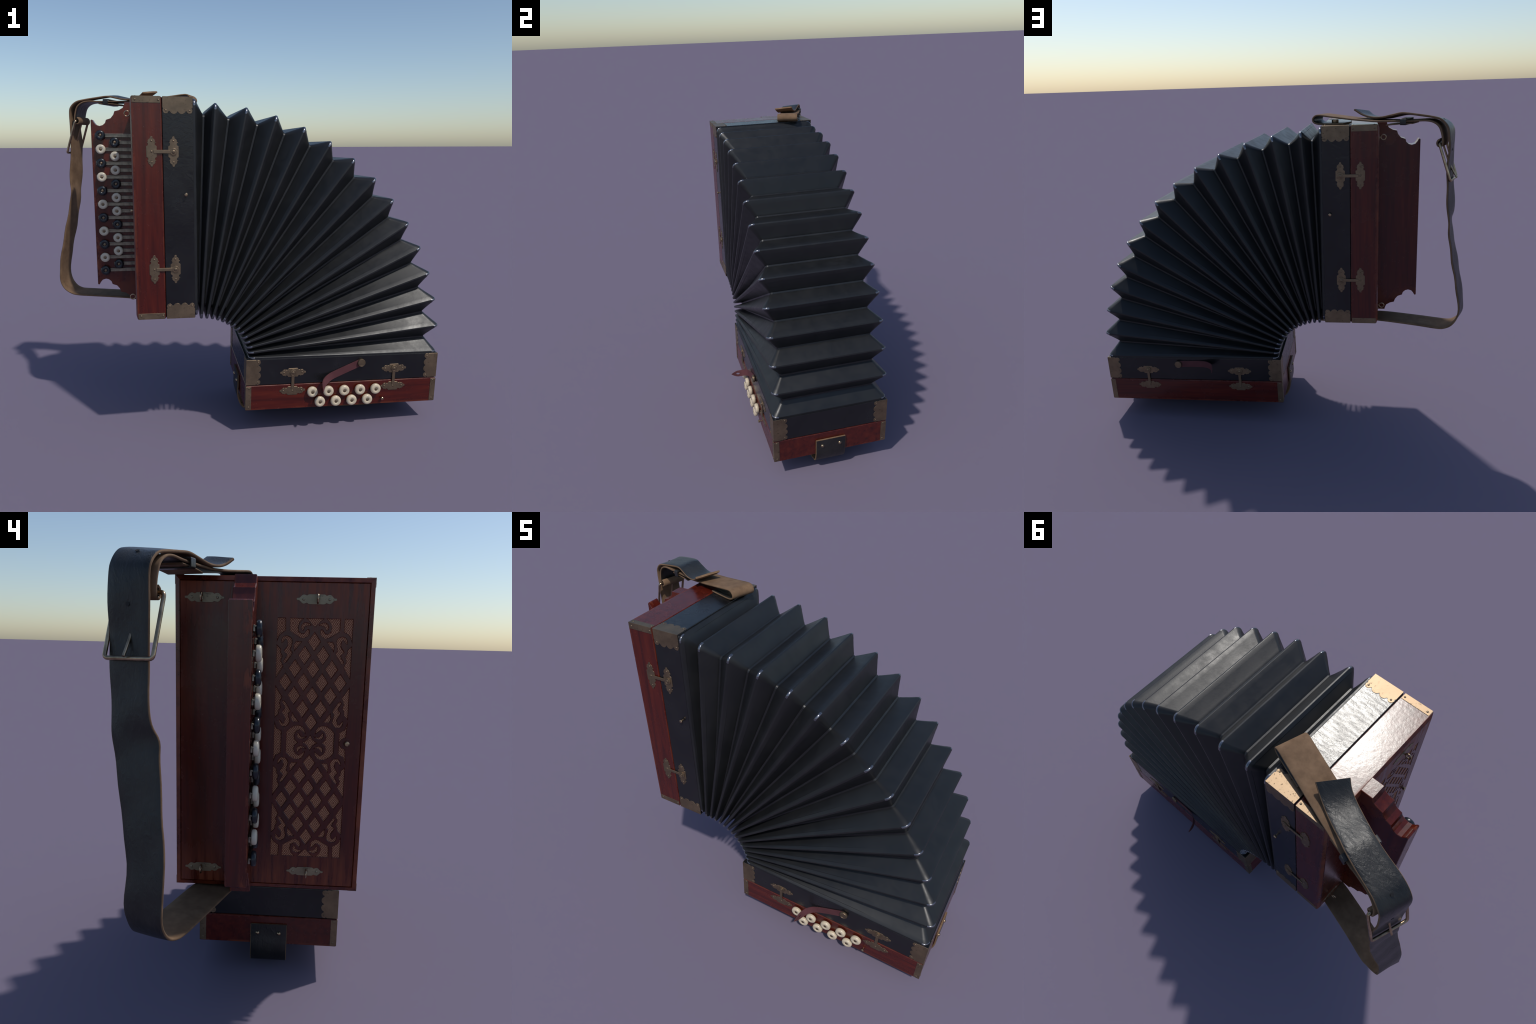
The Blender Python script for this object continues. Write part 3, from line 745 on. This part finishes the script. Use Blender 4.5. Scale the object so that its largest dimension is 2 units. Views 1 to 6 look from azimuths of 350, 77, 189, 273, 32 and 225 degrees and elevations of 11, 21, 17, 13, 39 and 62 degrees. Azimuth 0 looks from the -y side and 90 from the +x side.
# short band: tab screwed to the case, folded over, through the keeper, down to the buckle bar
d1 = Vector((-0.946, 0.324, 0)); w1 = Vector((0.0412, 0.1203, 0)); f0 = Vector((-0.2700, 0.0770, 0))
prof = [(0.150, 1.6815), (0.085, 1.6800), (0.035, 1.6795), (0.010, 1.6815), (-0.008, 1.690), (-0.012, 1.703), (-0.003, 1.716), (0.018, 1.7220), (0.085, 1.7150), (0.190, 1.7030), (0.275, 1.6960), (0.320, 1.6935)]
SN = [tuple(f0 + d1 * s + Vector((0, 0, z))) for s, z in prof]; SF = [tuple(f0 + w1 + d1 * s + Vector((0, 0, z))) for s, z in prof]
tail = [((-0.666, 0.214, 1.6935), (-0.626, 0.334, 1.6945)), ((-0.730, 0.234, 1.6945), (-0.690, 0.353, 1.6950)), ((-0.790, 0.252, 1.6970), (-0.750, 0.371, 1.6975)), ((-0.826, 0.264, 1.6890), (-0.786, 0.383, 1.6900)),
        ((-0.851, 0.272, 1.6690), (-0.810, 0.392, 1.6700)), ((-0.863, 0.277, 1.6380), (-0.822, 0.397, 1.6390)), ((-0.868, 0.279, 1.6080), (-0.827, 0.399, 1.6090)), ((-0.866, 0.279, 1.5880), (-0.825, 0.399, 1.5890)),
        ((-0.858, 0.277, 1.5810), (-0.817, 0.397, 1.5820)), ((-0.848, 0.274, 1.5850), (-0.807, 0.394, 1.5860)), ((-0.844, 0.273, 1.5970), (-0.803, 0.393, 1.5980)), ((-0.848, 0.274, 1.6080), (-0.807, 0.394, 1.6090)), ((-0.855, 0.276, 1.6130), (-0.814, 0.396, 1.6140))]
SN += [a for a, b in tail]; SF += [b for a, b in tail]
short = obj("buckle_strap", ribbon(SN, SF, 0.0078, 4, False, "buckle_strap"), [STRAP, SUEDE])
TN = [(-0.735, 0.237, 1.6850), (-0.700, 0.226, 1.6840), (-0.650, 0.210, 1.6800), (-0.615, 0.199, 1.6760)]
TF = [tuple(Vector(p) + w1 * 0.97) for p in TN]
obj("strap_tail", ribbon(TN, TF, 0.006, 4, False, "strap_tail"), [STRAP, SUEDE], None, short)
tabscrew = lathe([(0.017, 0.0), (0.0175, 0.002), (0.0175, 0.013), (0.016, 0.0150), (0.0, 0.0155)], 24, "tab_screw")
ps = f0 + w1 * 0.5 + d1 * 0.085
obj("tab_screw", tabscrew, WIRE, T(ps.x, ps.y, 1.6835), short)

# keeper loop round the short band
kc = (Vector((-0.695, 0.220, 1.695)) + Vector((-0.653, 0.345, 1.695))) / 2
kw = Vector((0.042, 0.125, 0)).normalized(); kd = Vector((-0.946, 0.324, 0)); kz = Vector((0, 0, 1))
loop = []
HWK, HZK = 0.0690, 0.0115
for sx, sz, a0 in ((1, 1, 0), (-1, 1, 90), (-1, -1, 180), (1, -1, 270)):
    for k in range(4):
        a = radians(a0 + 30 * k); loop.append((sx * (HWK - 0.005) + 0.005 * cos(a), sz * (HZK - 0.005) + 0.005 * sin(a)))
bm = bmesh.new(); rows = []
for p, q in loop:
    n = Vector((p / HWK, q / HZK)); n = Vector((0 if abs(p) < HWK - 0.006 else (1 if p > 0 else -1), 0 if abs(q) < HZK - 0.006 else (1 if q > 0 else -1)))
    c = kc + kw * p + kz * (q - 0.003); o = kc + kw * (p + n.x * 0.0035) + kz * (q + n.y * 0.0035 - 0.003)
    rows.append([bm.verts.new(v) for v in (c - kd * 0.0135, o - kd * 0.0135, o + kd * 0.0135, c + kd * 0.0135)])
for a, b in zip(rows, rows[1:] + rows[:1]):
    for k in range(4): bm.faces.new((a[k], a[(k + 1) % 4], b[(k + 1) % 4], b[k]))
obj("strap_keeper", from_bm(bm, "strap_keeper", 40), STRAP, None, short)

# buckle
uF, lF, lN = Vector((-0.813, 0.403, 1.596)), Vector((-0.868, 0.423, 1.428)), Vector((-0.917, 0.281, 1.429))
uN = uF + (lN - lF)
def round_loop(P, r=0.012, per=4):
    out = []
    n = len(P)
    for i in range(n):
        a, b, c = P[i - 1], P[i], P[(i + 1) % n]
        p = b + (a - b).normalized() * r; q = b + (c - b).normalized() * r
        for k in range(per + 1):
            t = k / per; out.append(p * (1 - t) ** 2 + b * 2 * t * (1 - t) + q * t * t)
    return out
obj("buckle", tube(round_loop([uF, lF, lN, uN]), 0.0062, 10, True, "buckle"), WIRE, None, short)
obj("buckle_prong", tube([(-0.838, 0.336, 1.590), (-0.850, 0.340, 1.555), (-0.870, 0.346, 1.500), (-0.884, 0.351, 1.473), (-0.897, 0.356, 1.450), (-0.907, 0.360, 1.434)], 0.0045, 8, False, "buckle_prong"), WIRE, None, short)

# punched holes in the long band
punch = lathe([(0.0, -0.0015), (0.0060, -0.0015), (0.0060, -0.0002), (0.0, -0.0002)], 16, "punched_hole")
for z, i in ((1.565, 11), (1.694, 8)):
    a, b = Vector(LN[i]), Vector(LF[i]); m = a.lerp(b, 0.5); w = (b - a).normalized()
    t = ((Vector(LN[i + 1]) + Vector(LF[i + 1])) - (Vector(LN[i - 1]) + Vector(LF[i - 1]))).normalized()
    n = -(t.cross(w)).normalized()
    obj("punched_hole", punch, DARK, frame(m + n * (STH / 2 + 0.0012), t, n), strap)

# flat faces stay flat next to their narrow rounded edges
for o in bpy.data.objects:
    if o.type == 'MESH' and o.name.split('.')[0] in {"bellows", "leather_frame", "wooden_case", "fingerboard", "fretwork_panel", "end_panel", "lever", "clasp", "corner_bracket", "corner_band"}:
        w = o.modifiers.new("face_weight", 'WEIGHTED_NORMAL'); w.mode = 'FACE_AREA'; w.weight = 80; w.keep_sharp = True
